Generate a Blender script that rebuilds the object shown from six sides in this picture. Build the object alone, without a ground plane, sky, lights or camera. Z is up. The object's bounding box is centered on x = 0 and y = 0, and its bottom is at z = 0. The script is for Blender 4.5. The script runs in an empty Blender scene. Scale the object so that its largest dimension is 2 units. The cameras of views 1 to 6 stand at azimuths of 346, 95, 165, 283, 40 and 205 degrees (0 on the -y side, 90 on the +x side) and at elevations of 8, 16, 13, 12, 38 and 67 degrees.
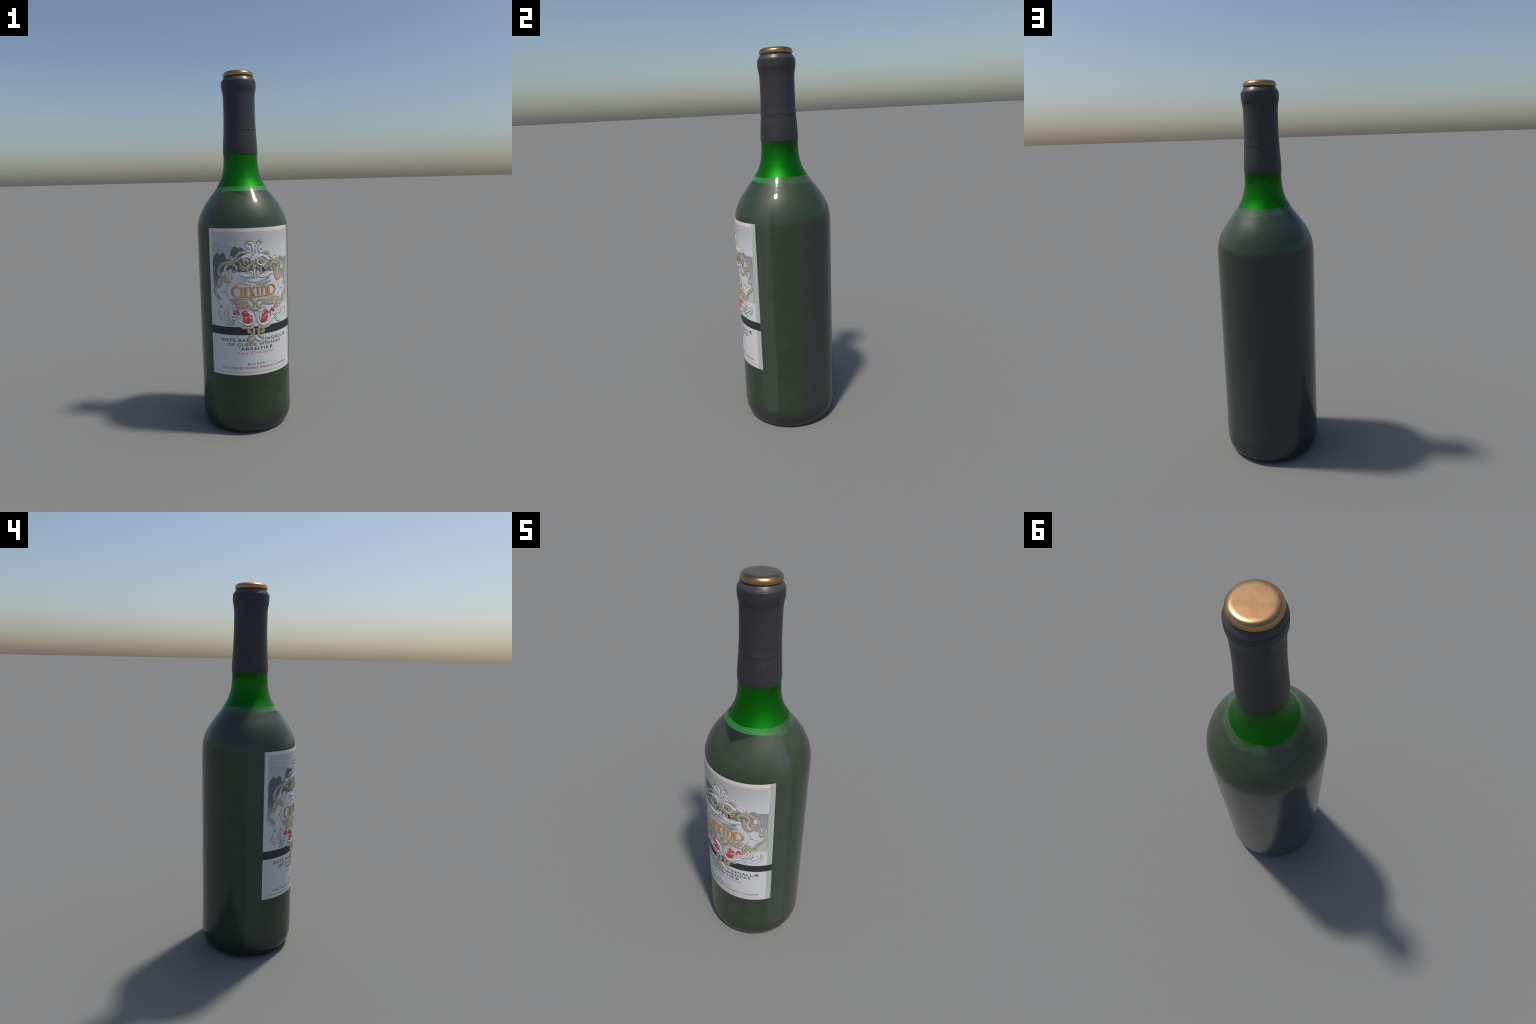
# A corked-and-capped green wine bottle with a printed, embossed front label.
# Lathe profiles build the glass, capsule and cap; the label is a curved sheet and its
# ornament is a set of low relief scrolls that are bent round the bottle.
import bpy, bmesh, math, random
import numpy as np
from mathutils import Vector, noise

random.seed(7)
TAU = math.tau


# ----------------------------------------------------------------- materials
class Mat:
    """Small helper round a node tree: every call adds one node and returns its output."""

    def __init__(self, name):
        self.m = bpy.data.materials.new(name)
        self.m.use_nodes = True
        self.t = self.m.node_tree
        self.b = self.t.nodes["Principled BSDF"]
        tc = self.t.nodes.new("ShaderNodeTexCoord")
        self.obj = tc.outputs["Object"]
        sep = self.t.nodes.new("ShaderNodeSeparateXYZ")
        self.t.links.new(self.obj, sep.inputs[0])
        self.x, self.y, self.z = sep.outputs

    def put(self, socket, v):
        if isinstance(v, bpy.types.NodeSocket):
            self.t.links.new(v, socket)
        elif isinstance(v, (tuple, list)):
            socket.default_value = (*v, 1) if len(socket.default_value) == 4 and len(v) == 3 else v
        else:
            socket.default_value = v

    def math(self, op, a, b=0.0, c=0.0, clamp=False):
        n = self.t.nodes.new("ShaderNodeMath")
        n.operation, n.use_clamp = op, clamp
        for s, v in zip(n.inputs, (a, b, c)):
            self.put(s, v)
        return n.outputs[0]

    def step(self, v, lo, hi, a=0.0, b=1.0):
        """Smooth ramp of v from lo (gives a) to hi (gives b)."""
        n = self.t.nodes.new("ShaderNodeMapRange")
        n.interpolation_type = "SMOOTHSTEP"
        for s, q in zip(n.inputs[:5], (v, lo, hi, a, b)):
            self.put(s, q)
        return n.outputs[0]

    def mix(self, f, a, b):
        n = self.t.nodes.new("ShaderNodeMix")
        n.data_type = "RGBA"
        self.put(n.inputs[0], f)
        self.put(n.inputs[6], a)
        self.put(n.inputs[7], b)
        return n.outputs[2]

    def noise(self, scale, detail=3.0, rough=0.5, stretch=(1, 1, 1), vec=None):
        mp = self.t.nodes.new("ShaderNodeMapping")
        mp.inputs["Scale"].default_value = stretch
        self.t.links.new(vec or self.obj, mp.inputs[0])
        n = self.t.nodes.new("ShaderNodeTexNoise")
        n.inputs["Scale"].default_value = scale
        n.inputs["Detail"].default_value = detail
        n.inputs["Roughness"].default_value = rough
        self.t.links.new(mp.outputs[0], n.inputs["Vector"])
        return n.outputs["Fac"]

    def vec(self, x, y, z):
        n = self.t.nodes.new("ShaderNodeCombineXYZ")
        for s, v in zip(n.inputs, (x, y, z)):
            self.put(s, v)
        return n.outputs[0]

    def azimuth(self):
        """Degrees round the bottle, 0 at the front (-y), positive to +x."""
        a = self.math("ARCTAN2", self.x, self.math("MULTIPLY", self.y, -1.0))
        return self.math("MULTIPLY", a, 360 / TAU)

    def curve(self, v, lo, hi, pts):
        """Height curve: piecewise smooth function of v over [lo, hi], values 0..1."""
        f = self.math("DIVIDE", self.math("SUBTRACT", v, lo), hi - lo)
        n = self.t.nodes.new("ShaderNodeFloatCurve")
        c = n.mapping.curves[0]
        pts = [((x - lo) / (hi - lo), y) for x, y in pts]
        c.points[0].location, c.points[1].location = pts[0], pts[-1]
        for p in pts[1:-1]:
            c.points.new(*p)
        n.mapping.update()
        self.put(n.inputs["Value"], f)
        return n.outputs[0]

    def bump(self, height, strength, distance=0.001):
        n = self.t.nodes.new("ShaderNodeBump")
        self.put(n.inputs["Strength"], strength)
        n.inputs["Distance"].default_value = distance
        self.put(n.inputs["Height"], height)
        self.put(self.b.inputs["Normal"], n.outputs[0])

    def set(self, colour=None, rough=None, metal=None, spec=None, coat=None):
        for key, v in (("Base Color", colour), ("Roughness", rough), ("Metallic", metal), ("Specular IOR Level", spec), ("Coat Weight", coat)):
            if v is not None:
                self.put(self.b.inputs[key], v)
        return self.m


def glass_material():
    m = Mat("green_bottle_glass")
    az, z = m.azimuth(), m.z
    ad = m.math("ABSOLUTE", m.math("SUBTRACT", az, 1.0))
    soft = m.noise(14, 3)
    ragged = m.noise(60, 3, 0.6)
    green = m.mix(m.step(soft, 0.35, 0.7), (0.028, 0.045, 0.024), (0.033, 0.051, 0.028))
    # charcoal back, ending raggedly at the shoulder
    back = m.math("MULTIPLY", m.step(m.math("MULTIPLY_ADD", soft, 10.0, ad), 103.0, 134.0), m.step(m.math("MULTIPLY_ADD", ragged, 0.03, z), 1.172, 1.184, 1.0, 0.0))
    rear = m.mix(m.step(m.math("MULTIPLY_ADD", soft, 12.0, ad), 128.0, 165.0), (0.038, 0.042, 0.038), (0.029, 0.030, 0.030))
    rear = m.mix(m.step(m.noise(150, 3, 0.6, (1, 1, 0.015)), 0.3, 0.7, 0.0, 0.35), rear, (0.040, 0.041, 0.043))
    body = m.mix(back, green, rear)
    # edge highlights painted as paler, rougher strips beside the label, cut off sharply
    painted_sheen = m.math("MULTIPLY", m.step(ad, 50.0, 66.0), m.step(ad, 77.5, 79.8, 1.0, 0.0))
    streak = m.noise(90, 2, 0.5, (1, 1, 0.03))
    painted_sheen = m.math("MULTIPLY", painted_sheen, m.step(streak, 0.25, 0.7, 0.55, 1.0))
    body = m.mix(m.math("MULTIPLY", painted_sheen, 0.55), body, (0.064, 0.074, 0.066))
    # the thick grey heel of the glass
    heel = m.step(m.math("MULTIPLY_ADD", soft, 0.07, z), 0.10, 0.165, 1.0, 0.0)
    body = m.mix(m.math("MULTIPLY", heel, 0.85), body, (0.024, 0.025, 0.024))
    # dark reflection painted as a wedge on the shoulder's front, under the wine line
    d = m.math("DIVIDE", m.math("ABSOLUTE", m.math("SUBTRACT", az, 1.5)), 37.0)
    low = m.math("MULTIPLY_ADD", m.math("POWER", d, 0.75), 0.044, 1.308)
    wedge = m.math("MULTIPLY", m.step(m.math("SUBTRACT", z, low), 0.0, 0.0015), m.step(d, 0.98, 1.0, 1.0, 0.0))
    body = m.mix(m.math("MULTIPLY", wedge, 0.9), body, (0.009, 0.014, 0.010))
    # bright empty neck above the wine line, with a pale film of foam between
    top = m.math("MULTIPLY_ADD", m.noise(95, 4, 0.7), 0.026, 1.3635)
    side = m.step(m.math("ABSOLUTE", m.math("SUBTRACT", az, 8.0)), 32.0, 85.0)
    lower = m.math("MULTIPLY_ADD", side, -0.010, 1.354)
    blur = m.math("MULTIPLY_ADD", side, 0.0085, 0.0010)
    band_c = m.mix(m.step(soft, 0.3, 0.7), m.mix(side, (0.016, 0.185, 0.022), (0.028, 0.066, 0.030)), m.mix(side, (0.030, 0.205, 0.036), (0.044, 0.110, 0.042)))
    low_edge = m.math("DIVIDE", m.math("ADD", m.math("SUBTRACT", z, lower), m.math("MULTIPLY", m.math("SUBTRACT", soft, 0.5), m.math("MULTIPLY", side, 0.04))), blur)
    neck_c = m.mix(m.step(m.noise(8, 2, 0.4, (1, 1, 0.5)), 0.35, 0.7), (0.0014, 0.140, 0.0010), (0.0020, 0.175, 0.0016))
    # darker green hanging ragged below the capsule, deeper in one square patch
    patch = m.math("MULTIPLY", m.step(az, 111.0, 113.0), m.step(az, 138.0, 140.0, 1.0, 0.0))
    hem = m.math("MULTIPLY_ADD", patch, -0.024, m.math("MULTIPLY_ADD", m.noise(50, 4, 0.7), -0.030, 1.535))
    dark_zone = m.math("MULTIPLY", m.step(m.math("SUBTRACT", z, hem), -0.0015, 0.0015), m.step(m.math("ABSOLUTE", m.math("SUBTRACT", az, 8.0)), 58.0, 62.0))
    spot = m.math("MULTIPLY", m.step(m.noise(24, 2, 0.5, (1, 1, 0.35)), 0.56, 0.68), m.math("MULTIPLY", m.step(z, 1.485, 1.505), m.step(z, 1.525, 1.535, 1.0, 0.0)))
    dark_zone = m.math("MAXIMUM", dark_zone, m.math("MULTIPLY", spot, 0.8))
    neck_c = m.mix(m.math("MULTIPLY", dark_zone, 0.55), neck_c, (0.003, 0.050, 0.002))
    col = m.mix(m.step(low_edge, -1.0, 1.0), body, band_c)
    empty = m.step(m.math("SUBTRACT", z, top), -0.002, 0.002)
    col = m.mix(empty, col, neck_c)
    grain = m.noise(120, 3, 0.6, (1, 1, 0.02))
    wob = m.noise(9, 2)
    h = m.math("MULTIPLY_ADD", m.math("MULTIPLY", grain, back), 0.35, m.math("MULTIPLY", wob, 1.2))
    m.bump(h, 0.12, 0.004)
    shoulder = m.step(z, 1.16, 1.25)
    rough = m.math("MULTIPLY_ADD", soft, 0.06, m.math("MULTIPLY_ADD", shoulder, 0.32, 0.135))
    rough = m.math("MULTIPLY_ADD", m.math("MULTIPLY", painted_sheen, m.math("SUBTRACT", 1.0, shoulder)), 0.22, rough)
    rough = m.math("MULTIPLY_ADD", empty, 0.05, rough)
    # smooth fire-polished skin over the shoulder, slightly wavy so that it glints in pieces
    wave = m.t.nodes.new("ShaderNodeBump")
    wave.inputs["Strength"].default_value, wave.inputs["Distance"].default_value = 0.22, 0.002
    m.put(wave.inputs["Height"], m.noise(26, 3, 0.6))
    m.put(m.b.inputs["Coat Normal"], wave.outputs[0])
    m.put(m.b.inputs["Coat Roughness"], 0.08)
    coat = m.math("MULTIPLY", shoulder, m.math("MULTIPLY_ADD", empty, -0.42, 0.60))
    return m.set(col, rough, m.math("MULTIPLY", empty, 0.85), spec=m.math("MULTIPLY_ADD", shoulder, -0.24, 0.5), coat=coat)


def foil_material():
    m = Mat("charcoal_foil")
    n1, n2 = m.noise(12, 3), m.noise(160, 2, 0.5, (1, 1, 0.05))
    col = m.mix(m.step(n1, 0.3, 0.7), (0.027, 0.027, 0.029), (0.034, 0.033, 0.036))
    m.bump(m.math("MULTIPLY_ADD", n2, 0.15, n1), 0.12, 0.003)
    return m.set(col, m.math("MULTIPLY_ADD", n1, 0.10, 0.40), spec=0.4)


def lip_material():
    m = Mat("dark_lip_glass")
    n1 = m.noise(30, 3, 0.5, (1, 1, 3))
    edge = m.step(m.math("MULTIPLY_ADD", n1, 0.006, m.z), 1.947, 1.953, 1.0, 0.0)
    col = m.mix(edge, m.mix(n1, (0.034, 0.036, 0.036), (0.055, 0.056, 0.056)), (0.035, 0.055, 0.042))
    m.bump(n1, 0.15, 0.003)
    return m.set(col, 0.38)


def brass_material():
    m = Mat("brushed_brass")
    n1, n2 = m.noise(18, 4), m.noise(90, 2)
    col = m.mix(m.step(n1, 0.3, 0.7), (0.48, 0.275, 0.13), (0.55, 0.325, 0.16))
    rim = m.step(m.math("MULTIPLY_ADD", n2, 0.002, m.z), 1.984, 1.989, 1.0, 0.0)
    col = m.mix(m.math("MULTIPLY", rim, 0.6), col, (0.42, 0.25, 0.075))
    m.bump(m.math("MULTIPLY_ADD", n2, 0.2, n1), 0.10, 0.003)
    return m.set(col, m.math("MULTIPLY_ADD", n1, 0.08, 0.22), 1.0)


def plain(name, c1, c2, rough, grain=120):
    m = Mat(name)
    n1 = m.noise(grain, 3, 0.6)
    return m.set(m.mix(m.step(n1, 0.3, 0.7), c1, c2), rough)


def paper_material():
    """White paper with a grey engraved landscape: sky wash, hills, trees."""
    m = Mat("printed_label_paper")
    x = m.math("MULTIPLY", m.math("SUBTRACT", m.azimuth(), AZ0), TAU / 360 * ARC)
    y = m.math("MULTIPLY", m.math("SUBTRACT", m.z, Z0), 1000.0)
    plane = m.vec(x, y, 0.0)
    fine = m.noise(0.30, 3, 0.65, vec=plane)
    leaf = m.noise(0.12, 4, 0.7, vec=plane)
    white = m.mix(fine, (0.60, 0.60, 0.60), (0.66, 0.66, 0.655))
    inside = m.math("MULTIPLY", m.step(x, -244.0, -241.0), m.step(x, 233.0, 235.0, 1.0, 0.0))
    sky = m.math("MULTIPLY", m.step(y, 640.0, 775.0), m.step(y, 783.0, 786.0, 1.0, 0.0))
    sky = m.math("MULTIPLY", m.math("MULTIPLY", sky, inside), m.step(fine, 0.3, 0.6, 0.4, 0.8))
    col = m.mix(sky, white, (0.40, 0.41, 0.43))
    hills = m.curve(x, -264.0, 264.0, HILLS)
    under = m.math("SUBTRACT", m.math("MULTIPLY", hills, 810.0), y)
    mask = m.math("MULTIPLY", m.step(under, -1.0, 2.5), inside)
    mask = m.math("MULTIPLY", mask, m.step(y, 480.0, 640.0))
    col = m.mix(m.math("MULTIPLY", mask, m.step(x, -40.0, 60.0, 0.62, 0.12)), col, (0.36, 0.37, 0.40))
    trees = m.curve(x, -264.0, 264.0, TREES)
    bushy = m.math("MULTIPLY", m.math("SUBTRACT", leaf, 0.5), m.step(x, -60.0, 60.0, 34.0, 10.0))
    under = m.math("ADD", m.math("SUBTRACT", m.math("MULTIPLY", trees, 810.0), y), bushy)
    mask = m.math("MULTIPLY", m.step(under, -2.0, 3.0), inside)
    right = m.step(x, 60.0, 190.0)
    fade_l, fade_r = m.step(y, 405.0, 560.0), m.math("MULTIPLY", m.step(y, 372.0, 385.0, 0.0, 0.85), m.step(y, 385.0, 640.0, 0.45, 1.0))
    fade = m.math("MULTIPLY_ADD", right, m.math("SUBTRACT", fade_r, fade_l), fade_l)
    fade = m.math("MULTIPLY", fade, m.step(leaf, 0.30, 0.62, 1.0, 0.72))
    tint = m.mix(right, m.mix(m.step(leaf, 0.35, 0.65), (0.022, 0.025, 0.036), (0.085, 0.09, 0.105)), m.mix(m.step(leaf, 0.35, 0.65), (0.09, 0.09, 0.095), (0.21, 0.21, 0.215)))
    col = m.mix(m.math("MULTIPLY", mask, fade), col, tint)
    # dark printed edge of the picture on the right
    side = m.math("MULTIPLY", m.step(x, 232.0, 233.5), m.step(x, 236.0, 237.5, 1.0, 0.0))
    side = m.math("MULTIPLY", side, m.math("MULTIPLY", m.step(y, 378.0, 384.0), m.step(y, 634.0, 638.0, 1.0, 0.0)))
    col = m.mix(m.math("MULTIPLY", side, m.step(leaf, 0.3, 0.6, 0.9, 0.4)), col, (0.08, 0.09, 0.075))
    # shading at the label's right edge, tinted grey-green into the paper colour
    col = m.mix(m.math("MULTIPLY", m.step(x, 236.5, 238.0), 0.85), col, (0.40, 0.43, 0.385))
    m.bump(fine, 0.10, 0.002)
    return m.set(col, 0.5, spec=0.4)


# ------------------------------------------------------------------ geometry
def new_object(name, verts, faces, mat, parent, smooth=True):
    me = bpy.data.meshes.new(name)
    me.from_pydata([tuple(map(float, v)) for v in verts], [], faces)
    bm = bmesh.new()
    bm.from_mesh(me)
    bmesh.ops.remove_doubles(bm, verts=bm.verts, dist=1e-6)
    bmesh.ops.recalc_face_normals(bm, faces=bm.faces)
    bm.to_mesh(me)
    bm.free()
    if smooth:
        me.polygons.foreach_set("use_smooth", [True] * len(me.polygons))
        me.set_sharp_from_angle(angle=math.radians(42))
    me.materials.append(mat)
    o = bpy.data.objects.new(name, me)
    bpy.context.scene.collection.objects.link(o)
    o.parent = parent
    return o


def smooth_profile(points, per=5):
    """Catmull-Rom through (height, radius) points with centripetal spacing."""
    p = [np.array(q, float) for q in points]
    out = []
    for i in range(len(p) - 1):
        a, b, c, d = p[max(i - 1, 0)], p[i], p[i + 1], p[min(i + 2, len(p) - 1)]
        ta, tb = (c - a) / 2, (d - b) / 2
        s = np.linalg.norm(c - b)
        for t in (ta, tb):
            L = np.linalg.norm(t)
            if L > s:
                t *= s / L
        for k in range(per):
            t = k / per
            h = (2 * t**3 - 3 * t**2 + 1) * b + (t**3 - 2 * t**2 + t) * ta + (-2 * t**3 + 3 * t**2) * c + (t**3 - t**2) * tb
            out.append(h)
    out.append(p[-1])
    return out


def axis_y(z):
    """The bottle leans back a hair: its axis sits 1 mm behind centre, 2 mm in the neck."""
    return 0.0010 + 0.0012 * min(1.0, max(0.0, (z - 1.25) * 5))


def lathe(name, profile, mat, parent, segments=160, lump=None):
    """Turn (height, radius) pairs round z; lump(azimuth, z) adds to the radius."""
    verts, faces, rings = [], [], []
    for z, r in profile:
        if r < 1e-6:
            rings.append([len(verts)])
            verts.append((0, 0, z))
            continue
        ring = []
        for i in range(segments):
            a = TAU * i / segments
            q = r + (lump(a, z) if lump else 0)
            ring.append(len(verts))
            verts.append((q * math.sin(a), axis_y(z) - q * math.cos(a), z))
        rings.append(ring)
    for a, b in zip(rings, rings[1:]):
        if len(a) == 1 or len(b) == 1:
            tip, ring = (a[0], b) if len(a) == 1 else (b[0], a)
            faces += [(tip, ring[i], ring[(i + 1) % segments]) for i in range(segments)]
        else:
            faces += [(a[i], a[(i + 1) % segments], b[(i + 1) % segments], b[i]) for i in range(segments)]
    return new_object(name, verts, faces, mat, parent)


# Glass profile, (height, radius) in metres
OUTER = [(0.000, 0.217), (0.003, 0.2262), (0.008, 0.2345), (0.016, 0.2405), (0.026, 0.2465), (0.036, 0.2504), (0.047, 0.2537), (0.060, 0.2562),
         (0.078, 0.2575), (0.10, 0.2581), (0.15, 0.2578), (0.25, 0.2571), (0.40, 0.2567), (0.70, 0.2568), (0.95, 0.2570), (1.05, 0.2572),
         (1.10, 0.2572), (1.13, 0.2568), (1.155, 0.2556), (1.18, 0.2522), (1.20, 0.2470), (1.22, 0.2400), (1.24, 0.2314), (1.26, 0.2211),
         (1.28, 0.2088), (1.30, 0.1946), (1.32, 0.1790), (1.34, 0.1636), (1.36, 0.1488), (1.38, 0.1353), (1.40, 0.1232), (1.42, 0.1136),
         (1.44, 0.1070), (1.46, 0.1018), (1.48, 0.0984), (1.50, 0.0965), (1.52, 0.0955), (1.54, 0.0949), (1.56, 0.0948)]
GLASS = smooth_profile(OUTER, 6)
GZ, GR = [p[0] for p in GLASS], [p[1] for p in GLASS]

# Label frame: x along the arc in mm, y up from the label's foot in mm
AZ0, Z0, ARC = 1.5, 0.350, 256.0
LABEL_HALF, LABEL_HIGH, SHEET = 264.0, 810.0, 1.0


def on_label(x, y, lift):
    """Point on the label: x, y in mm, lift in mm above the glass."""
    a = math.radians(AZ0) + x / ARC
    z = Z0 + y / 1000
    r = float(np.interp(z, GZ, GR)) + lift / 1000
    return (r * math.sin(a), axis_y(z) - r * math.cos(a), z)


def sheet(name, x0, x1, y0, y1, low, high, mat, parent, nx, ny):
    """Closed curved slab on the label between two lifts."""
    verts, faces = [], []
    for lift in (low, high):
        for j in range(ny + 1):
            for i in range(nx + 1):
                verts.append(on_label(x0 + (x1 - x0) * i / nx, y0 + (y1 - y0) * j / ny, lift))
    n, w = (nx + 1) * (ny + 1), nx + 1
    for j in range(ny):
        for i in range(nx):
            a = j * w + i
            faces.append((n + a, n + a + 1, n + a + w + 1, n + a + w))
            faces.append((a, a + w, a + w + 1, a + 1))
    rim = [(i, i + 1) for i in range(nx)] + [(ny * w + i + 1, ny * w + i) for i in range(nx)]
    rim += [((j + 1) * w, j * w) for j in range(ny)] + [(j * w + nx, (j + 1) * w + nx) for j in range(ny)]
    faces += [(a, b, n + b, n + a) for a, b in rim]
    return new_object(name, verts, faces, mat, parent)


def ribbon(path, widths, height, base, round_ends=True, flat=False, across=8):
    """Low relief ribbon: swept dome section along a smooth path on the label (mm)."""
    pts = [np.array(p, float) for p in path]
    if len(pts) > 2:
        pts = smooth_profile(pts, 6)
    else:
        pts = [pts[0] + (pts[1] - pts[0]) * t for t in np.linspace(0, 1, 8)]
    pts = np.array(pts)
    step = np.r_[0, np.cumsum(np.linalg.norm(np.diff(pts, axis=0), axis=1))]
    total = step[-1]
    w0, w1, w2 = widths
    if round_ends:
        n = max(14, int(total / 2.2))
        s = total * (1 - np.cos(np.linspace(0, math.pi, n))) / 2
        s = 0.35 * s + 0.65 * np.linspace(0, total, n)
    else:
        s = np.linspace(0, total, max(6, int(total / 4)))
    pts = np.stack([np.interp(s, step, pts[:, k]) for k in (0, 1)], 1)
    u = s / total
    w = np.interp(u, [0, 0.3, 0.72, 1], [w0, w1, w1, w2])
    if round_ends:
        for end, ww in ((s, w0), (total - s, w2)):
            k = np.clip(end / max(ww * 0.5, 1.0), 0, 1)
            w *= np.sqrt(np.clip(1 - (1 - k) ** 2, 0.02, 1))
    tang = np.gradient(pts, axis=0)
    tang /= np.linalg.norm(tang, axis=1)[:, None] + 1e-9
    nor = np.stack([-tang[:, 1], tang[:, 0]], 1)
    verts, faces = [], []
    ring = across + 3
    for p, q, ww in zip(pts, nor, w):
        for k in range(across + 1):
            t = -1 + 2 * k / across
            dome = 1 - abs(t) ** 6 if flat else max(0, 1 - abs(t) ** 3) ** 0.6 * (1 - 0.16 * math.exp(-((t / 0.3) ** 2)))
            e = p + q * ww * t / 2
            verts.append(on_label(e[0], e[1], base + height * dome * min(1, ww / 5) + 0.05))
        for t in (1, -1):
            e = p + q * ww * t / 2
            verts.append(on_label(e[0], e[1], SHEET - 0.4))
    for i in range(len(pts) - 1):
        for k in range(ring):
            a, b = i * ring + k, i * ring + (k + 1) % ring
            faces.append((a, b, b + ring, a + ring))
    faces.append(tuple(range(ring))[::-1])
    faces.append(tuple((len(pts) - 1) * ring + k for k in range(ring)))
    return verts, faces


def dome(centre, radius, height, base, dent=0.0):
    """Low round boss on the label."""
    verts, faces, n = [on_label(*centre, base + height * (1 - dent))], [], 20
    for j, f in enumerate((0.3, 0.6, 0.82, 0.95, 1.0, 1.0)):
        h = base + height * math.sqrt(1 - min(1, f * f * 0.98)) * (1 - dent * (1 - f)) if j < 5 else SHEET - 0.4
        for i in range(n):
            a = TAU * i / n
            verts.append(on_label(centre[0] + radius * f * math.cos(a), centre[1] + radius * f * math.sin(a), h))
    faces += [(0, 1 + i, 1 + (i + 1) % n) for i in range(n)]
    for j in range(5):
        for i in range(n):
            a, b = 1 + j * n + i, 1 + j * n + (i + 1) % n
            faces.append((a, b, b + n, a + n))
    return verts, faces


# Skylines of the printed landscape: (x mm on the label, share of the label's height)
TREES = [(-264, 0.78), (-243, 0.785), (-236, 0.807), (-228, 0.82), (-210, 0.838), (-197, 0.824), (-182, 0.84), (-167, 0.835), (-160, 0.81), (-148, 0.795),
         (-140, 0.80), (-133, 0.837), (-126, 0.86), (-117, 0.878), (-102, 0.882), (-91, 0.872), (-81, 0.877), (-64, 0.868), (-56, 0.84), (0, 0.78),
         (133, 0.785), (152, 0.793), (168, 0.803), (178, 0.792), (194, 0.788), (240, 0.784), (264, 0.784)]
HILLS = [(-264, 0.89), (-245, 0.899), (-205, 0.911), (-181, 0.899), (-152, 0.902), (-134, 0.891), (-117, 0.88), (-91, 0.875), (-50, 0.86), (60, 0.80), (110, 0.815),
         (160, 0.84), (200, 0.852), (264, 0.855)]

# ------------------------------------------------------------- the bottle
bottle = bpy.data.objects.new("wine_bottle", None)
bpy.context.scene.collection.objects.link(bottle)
bottle["label"] = "green glass wine bottle with ornate printed label and dark capsule"
bottle["category"] = "wine bottle"

glass = glass_material()
punt = [(0.032, 0.0), (0.030, 0.05), (0.022, 0.11), (0.010, 0.165), (0.002, 0.188)]
neck_inside = [(1.60, 0.0930), (1.70, 0.0865), (1.80, 0.0845), (1.90, 0.0850), (1.935, 0.0850), (1.935, 0.0)]


def glass_lump(a, z):
    # the rear wall bulges by about a millimetre
    rear = 0.0006 * max(0.0, -math.cos(a)) * min(1.0, max(0.0, (1.45 - z) * 4))
    return rear + 0.0005 * noise.noise(Vector((2.2 * math.sin(a), 2.2 * math.cos(a), z * 5))) * min(1.0, max(0.0, (1.5 - z) * 10) + 0.3)


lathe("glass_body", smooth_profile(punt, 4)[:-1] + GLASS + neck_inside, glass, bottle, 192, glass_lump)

# mould marks round the heel
for az in (20, -19.5, 110, 159, -160):
    a0, z0 = math.radians(az), 0.099
    verts, faces = [], []
    for j in range(5):
        for i in range(9):
            u, v = i / 8 * 2 - 1, j / 4 * 2 - 1
            lean = 0.5 if az > 0 else -0.5
            z = z0 + u * 0.0065
            a = a0 + (v * 0.0014 + lean * u * -0.0055) / 0.257
            r = float(np.interp(z, GZ, GR)) - 0.0008 + 0.0030 * max(0, (1 - u * u) * (1 - v * v)) ** 0.5
            verts.append((r * math.sin(a), axis_y(z) - r * math.cos(a), z))
    for j in range(4):
        for i in range(8):
            k = j * 9 + i
            faces.append((k, k + 1, k + 10, k + 9))
    new_object("mould_mark", verts, faces, glass, bottle)

# foil capsule with a crimp under the collar and a cut line low down
CAPSULE = [(1.5500, 0.0946), (1.5500, 0.0958), (1.5520, 0.0966), (1.5600, 0.0972), (1.5800, 0.0966), (1.6000, 0.0956), (1.6200, 0.0944), (1.6400, 0.0932), (1.6600, 0.0914),
           (1.6700, 0.0900), (1.6790, 0.0889), (1.6812, 0.0886), (1.6822, 0.0907), (1.6845, 0.0910), (1.7000, 0.0895), (1.7200, 0.0887), (1.7400, 0.0880), (1.7700, 0.0874), (1.8000, 0.0872), (1.8300, 0.0873),
           (1.8600, 0.0877), (1.8760, 0.0888), (1.8860, 0.0900), (1.8895, 0.0905), (1.8910, 0.0908), (1.8945, 0.0919), (1.9080, 0.0945), (1.9160, 0.0954), (1.9300, 0.0956),
           (1.9420, 0.0951), (1.9470, 0.0943), (1.9478, 0.0935), (1.9470, 0.0922)]


def foil_lump(a, z):
    v = Vector((3 * math.sin(a), 3 * math.cos(a), z * 9))
    return 0.0005 * min(1.0, max(0.0, (z - 1.56) * 25)) + 0.0007 * noise.noise(v) * min(1.0, max(0.0, (z - 1.56) * 25))


foil = foil_material()
fine_capsule = []
for (z0, r0), (z1, r1) in zip(CAPSULE, CAPSULE[1:]):
    fine_capsule += [(z0 + (z1 - z0) * t, r0 + (r1 - r0) * t) for t in (0, 0.34, 0.67)]
lathe("foil_capsule", fine_capsule + [CAPSULE[-1], (1.90, 0.0880), (1.80, 0.0850), (1.60, 0.0935), (1.5500, 0.0946)], foil, bottle, 144, foil_lump)

# slanting glass lip that shows between capsule and cap
LIP = [(1.930, 0.0), (1.930, 0.0935), (1.9465, 0.0935), (1.9490, 0.0930), (1.9530, 0.0908), (1.9590, 0.0868), (1.9640, 0.0836), (1.9665, 0.0815), (1.9680, 0.0790), (1.9800, 0.0780), (1.9800, 0.0)]
lathe("bottle_lip", LIP, lip_material(), bottle, 128, lambda a, z: 0.0006 * noise.noise(Vector((4 * math.sin(a), 4 * math.cos(a), z * 60))))

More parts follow.
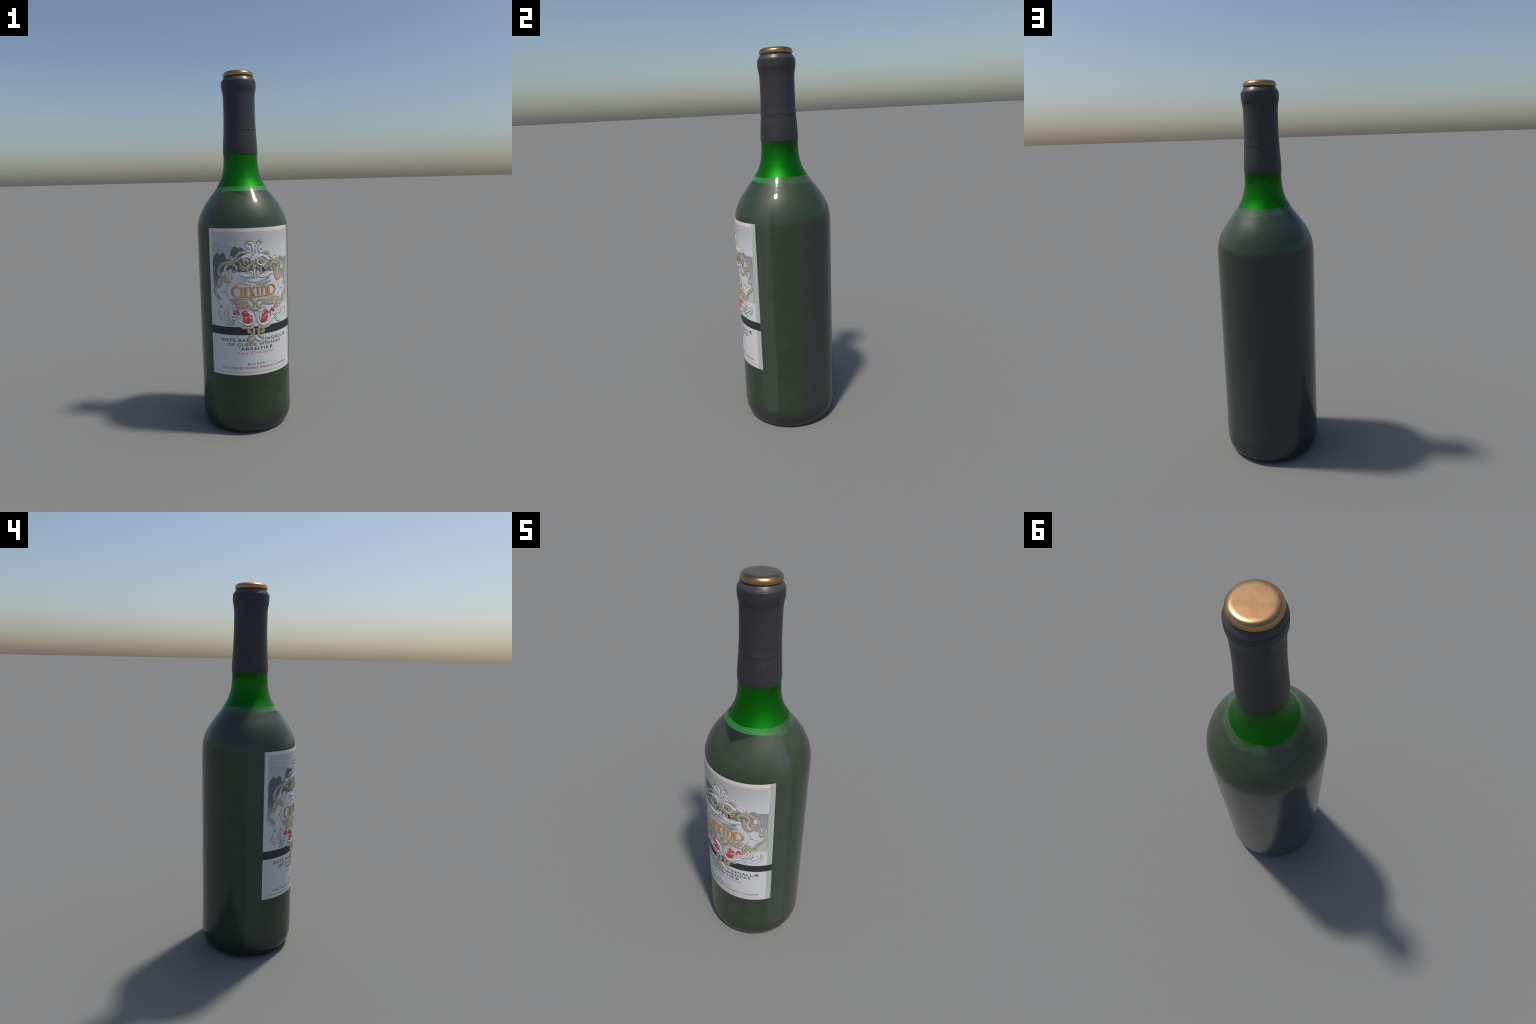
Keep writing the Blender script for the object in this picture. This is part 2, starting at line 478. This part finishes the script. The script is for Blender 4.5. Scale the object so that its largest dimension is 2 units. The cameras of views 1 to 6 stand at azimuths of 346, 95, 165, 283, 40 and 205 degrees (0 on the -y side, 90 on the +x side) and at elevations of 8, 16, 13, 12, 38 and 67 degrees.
# brass stopper cap: flat top, rolled shoulder, short skirt
CAP = smooth_profile([(2.0000, 0.0), (2.0000, 0.055), (1.9995, 0.0660), (1.9974, 0.0735), (1.9935, 0.0788), (1.9890, 0.0824), (1.9850, 0.0840), (1.9800, 0.0846),
                      (1.9755, 0.0843), (1.9735, 0.0836), (1.9728, 0.0815), (1.9728, 0.0740), (1.9728, 0.0)], 4)


def cap_lump(a, z):
    return 0.0008 * noise.noise(Vector((1.6 * math.sin(a), 1.6 * math.cos(a), z * 20))) + 0.0004 * math.sin(3 * a + 1)


lathe("stopper_cap", CAP, brass_material(), bottle, 128, cap_lump)

# ------------------------------------------------------------------ the label
label = sheet("front_label", -LABEL_HALF, LABEL_HALF, 0, LABEL_HIGH, -0.6, SHEET, paper_material(), bottle, 120, 60)

white = plain("white_relief", (0.60, 0.60, 0.60), (0.68, 0.68, 0.67), 0.42)
gold = plain("antique_gold_print", (0.34, 0.29, 0.19), (0.50, 0.43, 0.29), 0.45)
copper = plain("copper_lettering", (0.47, 0.25, 0.092), (0.56, 0.31, 0.13), 0.40)
red = plain("red_print", (0.52, 0.035, 0.045), (0.68, 0.07, 0.08), 0.35, 160)
ink = plain("black_ink", (0.020, 0.021, 0.022), (0.028, 0.029, 0.030), 0.55)
grey_line = plain("grey_engraving", (0.22, 0.23, 0.25), (0.33, 0.34, 0.36), 0.6)
shade_line = plain("engraved_edge", (0.13, 0.13, 0.14), (0.30, 0.30, 0.31), 0.6)
sky_blue = plain("pale_blue_print", (0.30, 0.40, 0.58), (0.38, 0.47, 0.62), 0.5)
vermilion = plain("vermilion_line", (0.66, 0.20, 0.12), (0.74, 0.26, 0.17), 0.5)
pink_line = plain("faint_pink_line", (0.60, 0.50, 0.50), (0.63, 0.54, 0.54), 0.5)
red_ink = plain("red_ink", (0.58, 0.07, 0.08), (0.70, 0.12, 0.12), 0.5)

sheet("black_band", -LABEL_HALF + 0.2, LABEL_HALF - 0.2, 229, 274.5, SHEET - 0.3, SHEET + 0.35, ink, label, 120, 4)
sheet("border_line", -245, 240, 787.8, 790.4, SHEET - 0.3, SHEET + 0.25, vermilion, label, 120, 1)
sheet("border_line", -247, 243, 16.8, 19.2, SHEET - 0.3, SHEET + 0.25, vermilion, label, 120, 1)
sheet("border_line", -244.6, -243.6, 640, 787, SHEET - 0.3, SHEET + 0.2, pink_line, label, 1, 20)
sheet("border_line", -246.0, -245.0, 20, 226, SHEET - 0.3, SHEET + 0.2, pink_line, label, 1, 20)
sheet("border_line", 215.0, 216.0, 30, 226, SHEET - 0.3, SHEET + 0.2, pink_line, label, 1, 20)

# white cartouche: rows of (height, left edge, right edge) in mm
CARTOUCHE = [(582, -172, -104), (576, -182, 96), (560, -188, 118), (530, -187, 160), (505, -192, 200), (475, -222, 214), (455, -230, 217), (430, -220, 196), (410, -200, 172), (388, -186, 142)]
CREST = [(712, -6, 4), (690, -30, 24), (660, -52, 50), (640, -38, 34), (620, -13, 9), (600, -9, 4)]


def panel(rows, lift):
    ys = np.linspace(rows[0][0], rows[-1][0], 40)
    k = [r[0] for r in rows][::-1]
    left, right = (np.interp(ys, k, [r[i] for r in rows][::-1]) for i in (1, 2))
    nx, verts, faces = 40, [], []
    for lf in (SHEET - 0.3, SHEET + lift):
        for y, l, r in zip(ys, left, right):
            verts += [on_label(l + (r - l) * i / nx, y, lf) for i in range(nx + 1)]
    w, n = nx + 1, 40 * (nx + 1)
    for j in range(39):
        for i in range(nx):
            a = j * w + i
            faces += [(n + a, n + a + 1, n + a + w + 1, n + a + w), (a, a + w, a + w + 1, a + 1)]
        faces += [(j * w, (j + 1) * w, n + (j + 1) * w, n + j * w), (j * w + nx, (j + 1) * w + nx, n + (j + 1) * w + nx, n + j * w + nx)]
    for j in (0, 39):
        faces += [(j * w + i, j * w + i + 1, n + j * w + i + 1, n + j * w + i) for i in range(nx)]
    return verts, faces


for rows in (CARTOUCHE, CREST):
    new_object("cartouche_panel", *panel(rows, 0.22), white, label)

HEIGHT = {white: 1.7, gold: 1.4, copper: 1.9, red: 2.1, ink: 0.35, grey_line: 0.30, sky_blue: 0.3}
edge_verts, edge_faces, layer = [], [], [0]


def add_edge(v, f):
    n = len(edge_verts)
    edge_verts.extend(v)
    edge_faces.extend(tuple(k + n for k in q) for q in f)


def scroll(name, mat, path, widths):
    """One relief stroke of the ornament, with a thin engraved edge under it."""
    layer[0] += 1
    base = SHEET + 0.30 + 0.006 * layer[0]
    letter = mat is copper
    if mat not in (grey_line, ink):
        widths = [w * {copper: 1.12, red: 1.0, white: 1.15}.get(mat, 1.0) for w in widths]
    if mat is ink:  # grooves drawn on top of the gold
        v, f = ribbon(path, widths, 0.2, SHEET + 1.85, True, True, 4)
    elif mat in (grey_line, sky_blue):
        v, f = ribbon(path, widths, HEIGHT[mat], base - 0.05, True, True, 4)
    else:
        v, f = ribbon(path, widths, HEIGHT[mat], base, not letter, letter or mat is red)
        k = 5.0 if mat in (gold, white) else 3.5
        add_edge(*ribbon(path, [w + k for w in widths], 0.08, SHEET + 0.27, True, True, 4))
    new_object(name, v, f, mat, label)


def boss(name, mat, centre, radius):
    layer[0] += 1
    new_object(name, *dome(centre, radius, HEIGHT[mat] + 0.4, SHEET + 0.4, 0.25 if mat is gold else 0.0), mat, label)
    add_edge(*dome(centre, radius + 2.4, 0.1, SHEET + 0.30))


scroll("gold_scroll", gold, [(-52, 679), (-65, 681), (-80, 678), (-92, 672), (-102, 666)], (9, 12, 6))
boss("gold_scroll", gold, (-130, 653), 10)
scroll("gold_scroll", gold, [(-75, 653), (-90, 644), (-101, 636), (-118, 633), (-137, 631), (-157, 628), (-174, 623), (-185, 613)], (9, 13, 15))
scroll("gold_scroll", gold, [(-180, 618), (-194, 605), (-203, 590), (-205, 576), (-201, 562), (-192, 550), (-191, 539), (-199, 526), (-215, 512)], (14, 14, 8))
scroll("gold_scroll", gold, [(-170, 603), (-159, 612), (-144, 619), (-128, 620), (-114, 615), (-104, 604), (-102, 590), (-108, 578), (-117, 579), (-119, 588)], (2, 10, 6))
scroll("gold_scroll", gold, [(-171, 562), (-167, 548), (-164, 534), (-151, 525), (-139, 529)], (9, 20, 9))
scroll("gold_scroll", gold, [(-183, 534), (-191, 516), (-200, 503), (-214, 494), (-230, 484), (-235, 469), (-232, 457), (-222, 447), (-209, 435), (-198, 424), (-191, 419)], (10, 16, 11))
scroll("gold_scroll", gold, [(-196, 392), (-193, 376)], (10, 11, 11))
boss("gold_scroll", gold, (-49, 631), 21)
scroll("gold_scroll", gold, [(-79, 618), (-81, 605), (-75, 593), (-63, 589), (-47, 592), (-33, 601)], (5, 9, 6))
scroll("gold_scroll", gold, [(-10, 641), (-8, 622), (-12, 604), (-20, 589)], (5, 10, 6))
scroll("gold_scroll", gold, [(-19, 637), (-22, 617), (-35, 607), (-50, 600)], (5, 10, 6))
scroll("gold_scroll", gold, [(-42, 599), (-44, 586), (-42, 571)], (6, 8, 5))
scroll("gold_scroll", gold, [(-49, 726), (-46, 738), (-37, 745), (-25, 745), (-16, 739)], (5, 12, 5))
scroll("gold_scroll", gold, [(12, 741), (22, 744), (32, 739), (38, 726)], (9, 13, 5))
scroll("gold_scroll", gold, [(40, 679), (58, 677), (74, 671), (84, 660)], (14, 15, 7))
scroll("gold_scroll", gold, [(75, 639), (90, 634), (110, 631), (133, 629), (149, 623), (162, 612), (179, 598), (190, 582), (191, 564), (187, 548)], (9, 17, 13))
scroll("gold_scroll", gold, [(103, 576), (91, 587), (90, 601), (102, 614), (121, 616), (139, 606), (145, 590), (136, 581)], (9, 13, 7))
scroll("gold_scroll", gold, [(118, 593), (122, 567), (125, 547), (137, 528), (152, 530), (160, 546), (169, 564)], (13, 23, 20))
boss("gold_scroll", gold, (39, 628), 20)
scroll("gold_scroll", gold, [(73, 628), (72, 608), (65, 593), (53, 588), (41, 594)], (6, 9, 6))
scroll("gold_scroll", gold, [(30, 602), (30, 582), (34, 568), (44, 561), (58, 567)], (7, 9, 8))
scroll("gold_scroll", gold, [(6, 651), (3, 634), (6, 615), (15, 599), (21, 586)], (4, 6, 6))
scroll("gold_scroll", gold, [(149, 425), (145, 408), (149, 387), (158, 374)], (24, 40, 20))
scroll("gold_scroll", gold, [(127, 408), (117, 390), (119, 374), (128, 360)], (9, 15, 10))
scroll("gold_scroll", gold, [(189, 499), (207, 492), (216, 480)], (7, 23, 20))
scroll("gold_scroll", gold, [(220, 471), (217, 455), (201, 442), (186, 427), (178, 408), (182, 390)], (9, 14, 10))
scroll("gold_scroll", gold, [(-40, 417), (-90, 420), (-146, 425)], (12, 16, 3))
scroll("gold_scroll", gold, [(-40, 409), (-85, 407), (-130, 405)], (14, 15, 3))
scroll("gold_scroll", gold, [(-42, 401), (-80, 393), (-116, 385)], (15, 16, 4))
scroll("gold_scroll", gold, [(-42, 394), (-75, 384), (-110, 376)], (8, 11, 4))
scroll("gold_scroll", gold, [(30, 418), (75, 421), (124, 430)], (12, 17, 3))
scroll("gold_scroll", gold, [(30, 411), (75, 410), (116, 413)], (14, 16, 3))
scroll("gold_scroll", gold, [(34, 403), (70, 398), (106, 392)], (16, 17, 5))
scroll("gold_scroll", gold, [(-38, 428), (-22, 425), (-12, 409), (-13, 392), (-23, 380), (-34, 387), (-42, 403)], (8, 11, 8))
scroll("gold_scroll", gold, [(32, 422), (17, 422), (6, 415), (2, 400), (9, 386), (21, 388), (32, 403)], (8, 9, 10))
scroll("gold_scroll", gold, [(-38, 393), (-29, 378), (-16, 370), (-4, 368), (11, 372), (23, 382), (27, 394)], (6, 13, 7))
scroll("gold_scroll", gold, [(-92, 276), (-79, 271), (-58, 268), (-37, 268), (-20, 271)], (3, 13, 10))
scroll("gold_scroll", gold, [(-25, 271), (-18, 256), (-18, 240), (-27, 226), (-42, 216), (-45, 203), (-33, 194), (-18, 200), (-19, 209)], (11, 14, 8))
scroll("gold_scroll", gold, [(-28, 247), (-36, 239), (-47, 243), (-51, 252), (-44, 258)], (4, 6, 5))
boss("gold_scroll", gold, (-42, 252), 7)
scroll("gold_scroll", gold, [(83, 273), (69, 268), (48, 266), (27, 267), (7, 271)], (4, 13, 10))
scroll("gold_scroll", gold, [(13, 268), (9, 253), (8, 241), (12, 227), (24, 216), (32, 207), (33, 197)], (12, 13, 7))
scroll("gold_scroll", gold, [(19, 247), (24, 239), (36, 239), (42, 249), (34, 256)], (5, 7, 5))
boss("gold_scroll", gold, (31, 251), 6)
scroll("gold_scroll", gold, [(-11, 262), (-4, 258), (3, 262)], (2, 3, 2))
scroll("white_scroll", white, [(-134, 645), (-124, 643), (-115, 647), (-105, 655), (-97, 663)], (3, 5, 3))
scroll("white_scroll", white, [(-13, 655), (-25, 664), (-44, 667), (-62, 660), (-78, 651)], (5, 9, 11))
scroll("white_scroll", white, [(-148, 610), (-161, 601), (-167, 587), (-159, 573), (-146, 568)], (5, 10, 5))
scroll("white_scroll", white, [(-135, 594), (-136, 577), (-137, 560), (-144, 543)], (6, 14, 10))
scroll("white_scroll", white, [(-94, 341), (-100, 328), (-111, 322), (-128, 321), (-144, 327), (-155, 344)], (6, 8, 5))
scroll("white_scroll", white, [(-70, 641), (-59, 654), (-44, 659), (-29, 653), (-22, 639)], (3, 6, 4))
scroll("white_scroll", white, [(-11, 666), (-9, 687), (-9, 707), (-13, 723), (-24, 732), (-37, 730)], (11, 9, 6))
scroll("white_scroll", white, [(-51, 720), (-41, 713), (-29, 710), (-24, 697), (-31, 685), (-46, 682)], (6, 7, 6))
scroll("white_scroll", white, [(-47, 701), (-38, 706), (-31, 698), (-37, 690), (-46, 692)], (4, 4, 3))
scroll("white_scroll", white, [(-35, 573), (-26, 579), (-17, 572), (-21, 562), (-33, 555), (-50, 553), (-68, 558), (-88, 568)], (4, 7, 3))
scroll("white_scroll", white, [(-4, 591), (-7, 574), (-5, 558), (-6, 546)], (8, 8, 10))
scroll("white_scroll", white, [(6, 679), (5, 700), (10, 715), (18, 724), (28, 728)], (8, 10, 6))
scroll("white_scroll", white, [(39, 684), (30, 680), (21, 691), (24, 704), (34, 704), (39, 695)], (8, 7, 6))
scroll("white_scroll", white, [(85, 659), (100, 645), (117, 641), (128, 648), (118, 660)], (7, 7, 5))
scroll("white_scroll", white, [(13, 650), (23, 660), (38, 662), (54, 655), (66, 644), (80, 636)], (6, 9, 10))
scroll("white_scroll", white, [(170, 598), (176, 583), (172, 569)], (8, 17, 9))
scroll("white_scroll", white, [(14, 644), (11, 630), (18, 617), (35, 609), (52, 612), (62, 624)], (6, 7, 4))
scroll("white_scroll", white, [(19, 575), (10, 577), (8, 565), (17, 554), (37, 547), (58, 548), (78, 556), (104, 566)], (4, 9, 16))
scroll("white_scroll", white, [(-40, 351), (-24, 340), (-15, 325), (-15, 307), (-24, 292), (-43, 285), (-65, 291), (-85, 301), (-100, 311)], (6, 10, 6))
scroll("white_scroll", white, [(22, 339), (9, 326), (9, 305), (21, 288), (39, 279), (62, 285), (82, 298), (98, 308)], (7, 11, 8))
scroll("white_scroll", white, [(194, 358), (194, 338), (168, 319), (143, 307)], (7, 12, 7))
scroll("white_scroll", white, [(133, 381), (145, 364), (141, 341), (122, 331)], (5, 10, 6))
scroll("white_scroll", white, [(-7, 224), (-3, 209), (8, 200), (25, 196)], (10, 13, 6))
scroll("engraved_line", grey_line, [(-126, 593), (-126, 571), (-126, 551), (-129, 538), (-138, 524), (-148, 503), (-157, 486), (-164, 472), (-157, 450), (-147, 432), (-138, 411), (-128, 394), (-126, 375), (-126, 357)], (2, 3, 2))
scroll("engraved_line", grey_line, [(-177, 470), (-164, 471)], (3, 3, 4))
scroll("engraved_line", grey_line, [(-225, 429), (-213, 414), (-201, 398)], (2, 2, 2))
scroll("engraved_line", grey_line, [(-154, 398), (-156, 385), (-163, 372), (-174, 362), (-177, 347), (-173, 331), (-165, 319)], (4, 4, 2))
scroll("engraved_line", grey_line, [(-142, 388), (-149, 371), (-158, 360), (-162, 345), (-158, 328), (-148, 317)], (2, 3, 2))
scroll("engraved_line", grey_line, [(-150, 360), (-149, 343), (-141, 333), (-126, 332), (-115, 336)], (2, 4, 2))
scroll("engraved_line", grey_line, [(-205, 386), (-209, 361), (-201, 343), (-189, 333)], (3, 2, 3))
scroll("engraved_line", grey_line, [(-190, 328), (-188, 319), (-177, 311), (-158, 308), (-135, 309), (-113, 314)], (3, 3, 2))
scroll("engraved_line", grey_line, [(-135, 308), (-145, 300), (-144, 288), (-131, 285), (-121, 291), (-115, 296)], (1, 2, 2))
scroll("engraved_line", grey_line, [(-27, 555), (-42, 549), (-61, 549), (-80, 556)], (2, 3, 2))
scroll("engraved_line", grey_line, [(-21, 543), (-7, 543), (8, 543)], (2, 4, 2))
scroll("engraved_line", grey_line, [(14, 562), (27, 551), (44, 548), (64, 552), (84, 562)], (2, 4, 2))
scroll("engraved_line", grey_line, [(134, 513), (150, 491), (152, 475)], (1, 2, 3))
scroll("engraved_line", grey_line, [(151, 465), (168, 471)], (5, 5, 4))
scroll("engraved_line", grey_line, [(146, 456), (138, 438), (124, 415), (116, 395)], (2, 4, 3))
scroll("engraved_line", grey_line, [(-42, 343), (-29, 331), (-25, 315), (-30, 300), (-43, 294), (-60, 296)], (2, 3, 2))
scroll("engraved_line", grey_line, [(18, 331), (13, 317), (14, 303), (24, 292)], (2, 3, 2))
scroll("engraved_line", grey_line, [(96, 311), (111, 306), (131, 304)], (2, 4, 3))
scroll("engraved_line", grey_line, [(78, 324), (86, 326), (73, 346), (68, 355)], (5, 4, 3))
scroll("engraved_line", grey_line, [(99, 335), (109, 323), (124, 327), (134, 340)], (2, 5, 3))
scroll("engraved_line", grey_line, [(167, 360), (164, 341), (146, 321), (124, 311)], (3, 6, 2))
scroll("engraved_line", grey_line, [(-14, 360), (-6, 335), (2, 347)], (2, 4, 2))
scroll("engraved_line", grey_line, [(26, 373), (48, 378), (51, 367)], (4, 4, 2))
scroll("engraved_line", grey_line, [(2, 357), (31, 352)], (4, 4, 4))
scroll("engraved_line", grey_line, [(-62, 378), (-50, 377), (-38, 371)], (3, 4, 2))
scroll("engraved_line", grey_line, [(-11, 349), (-5, 334)], (2, 3, 3))
scroll("engraved_line", grey_line, [(-94, 520), (-66, 527), (-43, 529), (-23, 520), (-4, 519)], (2, 5, 3))
scroll("engraved_line", grey_line, [(-105, 512), (-82, 514), (-59, 512), (-28, 505)], (2, 4, 2))
scroll("engraved_line", grey_line, [(-19, 519), (3, 518), (26, 521), (58, 530), (82, 540)], (3, 9, 11))
scroll("engraved_line", grey_line, [(-3, 507), (28, 506), (63, 515), (93, 519)], (4, 12, 8))
scroll("engraved_line", grey_line, [(19, 499), (44, 500), (71, 502)], (2, 6, 4))
scroll("engraved_line", ink, [(-51, 635), (-47, 620), (-34, 626), (-28, 639), (-33, 652)], (9, 4, 2))
scroll("engraved_line", ink, [(38, 637), (37, 625)], (5, 5, 6))
scroll("engraved_line", ink, [(20, 637), (23, 626), (31, 619)], (3, 5, 2))
scroll("engraved_line", ink, [(45, 596), (46, 584), (48, 573)], (7, 10, 7))
scroll("letter_stroke", copper, [(-89, 488), (-93, 499), (-105, 501), (-118, 493), (-127, 477), (-126, 458), (-116, 445), (-99, 443)], (8, 9, 5))
scroll("letter_stroke", copper, [(-116, 443), (-84, 442), (-45, 442), (-9, 442)], (5, 5, 5))
scroll("letter_stroke", copper, [(-10, 442), (26, 443), (66, 443), (91, 446)], (5, 6, 6))
scroll("letter_stroke", copper, [(-75, 495), (-77, 445)], (10, 10, 10))
scroll("letter_stroke", copper, [(-54, 496), (-54, 444)], (13, 13, 13))
scroll("letter_stroke", copper, [(-32, 497), (-21, 470), (-6, 443)], (11, 10, 9))
scroll("letter_stroke", copper, [(-9, 496), (-21, 471), (-30, 443)], (9, 7, 10))
scroll("letter_stroke", copper, [(13, 496), (13, 445)], (10, 10, 10))
scroll("letter_stroke", copper, [(36, 495), (35, 446)], (10, 10, 10))
scroll("letter_stroke", copper, [(59, 493), (61, 446)], (9, 10, 10))
scroll("letter_stroke", copper, [(42, 492), (60, 492)], (4, 4, 4))
scroll("letter_stroke", copper, [(75, 495), (74, 445)], (11, 11, 11))
scroll("letter_stroke", copper, [(74, 497), (93, 499), (111, 486), (117, 468), (109, 452), (93, 446), (76, 446)], (5, 9, 5))
scroll("letter_stroke", copper, [(-82, 494), (-68, 495)], (4, 4, 4))
scroll("letter_stroke", copper, [(-62, 496), (-44, 497)], (4, 4, 4))
scroll("letter_stroke", copper, [(-39, 497), (-24, 497)], (4, 4, 4))
scroll("letter_stroke", copper, [(-17, 496), (-1, 496)], (4, 4, 4))
scroll("letter_stroke", copper, [(1, 495), (22, 495)], (4, 4, 4))
scroll("letter_stroke", copper, [(27, 495), (43, 494)], (4, 4, 4))
boss("red_petal", red, (-116, 353), 10)
scroll("red_petal", red, [(-119, 362), (-106, 366), (-96, 355), (-95, 339)], (6, 8, 5))
scroll("red_petal", red, [(-80, 343), (-71, 357), (-58, 363), (-50, 351), (-46, 335)], (6, 10, 6))
boss("red_petal", red, (-61, 343), 13)
scroll("red_petal", red, [(-73, 316), (-63, 312), (-50, 310), (-36, 314), (-29, 315)], (14, 25, 18))
scroll("red_petal", red, [(-69, 333), (-72, 320)], (5, 5, 5))
scroll("red_petal", red, [(-46, 337), (-44, 322)], (5, 5, 5))
scroll("red_petal", red, [(39, 353), (50, 360), (62, 352), (68, 342)], (7, 11, 7))
scroll("red_petal", red, [(48, 350), (51, 340), (56, 334)], (19, 23, 14))
scroll("red_petal", red, [(35, 343), (35, 324)], (4, 4, 4))
scroll("red_petal", red, [(62, 333), (65, 318)], (7, 8, 9))
scroll("red_petal", red, [(21, 313), (35, 308), (49, 311), (63, 317)], (17, 27, 14))
boss("red_petal", red, (105, 354), 9)
scroll("red_petal", red, [(107, 364), (92, 362), (85, 350), (84, 339)], (6, 8, 4))
scroll("blue_fleck", sky_blue, [(33, 186), (42, 190), (64, 189)], (9, 8, 3))

def arc(cx, cy, radius, start, end, squash=1.0):
    """Points along a circular arc on the label, angles in degrees."""
    return [(cx + radius * math.cos(math.radians(t)), cy + radius * squash * math.sin(math.radians(t))) for t in np.linspace(start, end, 9)]


# finer silver scrollwork that fills the frame, mirrored left and right
for side, ex in ((-1, -49), (1, 43)):
    def flip(points):
        return [(side * x, y) for x, y in points]

    turn = (lambda a, b: (a, b)) if side > 0 else (lambda a, b: (180 - a, 180 - b))
    scroll("white_scroll", white, arc(ex, 631 if side < 0 else 634, 27, *turn(60, 200)), (2, 4, 2))
    scroll("gold_scroll", gold, arc(ex, 631 if side < 0 else 634, 34, *turn(-120, 10)), (3, 5, 3))
    scroll("engraved_line", grey_line, arc(ex, 631 if side < 0 else 634, 12, *turn(20, 300)), (2, 3, 1))
    scroll("white_scroll", white, flip([(8, 745), (14, 728), (16, 708), (11, 690)]), (2, 4, 2))
    scroll("white_scroll", white, flip([(150, 588), (138, 570), (140, 548), (152, 532)]), (2, 6, 3))
    scroll("white_scroll", white, flip([(196, 545), (204, 528), (200, 508)]), (2, 5, 2))
    scroll("engraved_line", grey_line, flip([(205, 470), (180, 462), (160, 470)]), (1, 2, 1))
    for k in range(4):  # acanthus fronds at the lower corners
        r = 22 + 9 * k
        scroll("white_scroll", white, arc(side * 118, 338, r, *turn(-10 - 8 * k, -95 + 4 * k)), (2, 4.5, 2))
    scroll("white_scroll", white, flip([(205, 360), (212, 340), (204, 318), (188, 304)]), (2, 4, 2))
    scroll("white_scroll", white, flip([(168, 292), (150, 284), (136, 290), (140, 300)]), (2, 4, 2))
    scroll("white_scroll", white, flip([(14, 345), (22, 330), (20, 312), (12, 300)]), (2, 5, 2))
    scroll("white_scroll", white, flip([(60, 362), (46, 356), (36, 346), (34, 334)]), (2, 5, 2))
    scroll("white_scroll", white, flip([(78, 566), (56, 556), (34, 557), (18, 566)]), (2, 5, 2))
    scroll("engraved_line", grey_line, flip([(92, 548), (60, 540), (30, 543), (6, 552)]), (1, 3, 1))

# pale glints painted across the red fruit
for path in ([(-72, 356), (-62, 358), (-54, 350)], [(-66, 330), (-58, 328), (-50, 331)], [(-72, 313), (-60, 308), (-48, 309)], [(46, 352), (54, 358), (62, 352)],
             [(40, 330), (50, 330), (58, 334)], [(36, 312), (46, 308), (56, 313)], [(-120, 358), (-114, 361), (-108, 356)], [(102, 360), (108, 358), (110, 352)]):
    new_object("pale_glint", *ribbon(path, (1.5, 3.0, 1.5), 0.3, SHEET + 3.0, True, True, 4), white, label)

edge = new_object("engraved_edge", edge_verts, edge_faces, shade_line, label)
edge["kind"] = "stuff"


# ------------------------------------------------------------------- printing
def print_line(words, x0, x1, baseline, cap_height, mat, weight=0.0):
    """A line of capitals between x0 and x1 (mm), bent round the label."""
    cu = bpy.data.curves.new("label_text", "FONT")
    cu.body, cu.size, cu.offset, cu.space_character, cu.resolution_u = words, 1.0, weight, 1.12, 3
    o = bpy.data.objects.new("label_text", cu)
    bpy.context.scene.collection.objects.link(o)
    bpy.context.view_layer.update()
    me = bpy.data.meshes.new_from_object(o.evaluated_get(bpy.context.evaluated_depsgraph_get()))
    bpy.data.objects.remove(o)
    bm = bmesh.new()
    bm.from_mesh(me)
    bmesh.ops.triangulate(bm, faces=bm.faces)
    ex = bmesh.ops.extrude_face_region(bm, geom=bm.faces[:])
    top = {v for v in ex["geom"] if isinstance(v, bmesh.types.BMVert)}
    xs, ys = [v.co.x for v in bm.verts], [v.co.y for v in bm.verts]
    lo, hi = min(xs), max(xs)
    for v in bm.verts:
        x = x0 + (v.co.x - lo) / (hi - lo) * (x1 - x0)
        y = baseline + v.co.y / 0.69 * cap_height
        v.co = on_label(x, y, SHEET + 0.22 if v in top else SHEET - 0.3)
    bmesh.ops.recalc_face_normals(bm, faces=bm.faces)
    bm.to_mesh(me)
    bm.free()
    me.materials.clear()
    me.materials.append(mat)
    me.name = "label_text"
    t = bpy.data.objects.new("label_text", me)
    bpy.context.scene.collection.objects.link(t)
    t.parent = label


print_line("WITE RAI", -203, -52, 191, 18.5, ink, 0.012)
print_line("INGALL\u00c6", 47, 197, 191, 18.5, ink, 0.012)
print_line("OF GUEDE WINNIKS", -165, 154, 167, 16.5, ink, 0.012)
print_line("'ARREITIKB", -98, 93, 142.5, 17, ink, 0.012)
print_line("NALE ETHEADMA", -113, 105, 120, 13.5, red_ink)
print_line("BEAN SOHO", -54, 43, 58, 12.5, ink)
print_line("FOECTEBAIED WHIEOI OIEADNE CODEDEIR", -200, 199, 36, 11.5, ink)
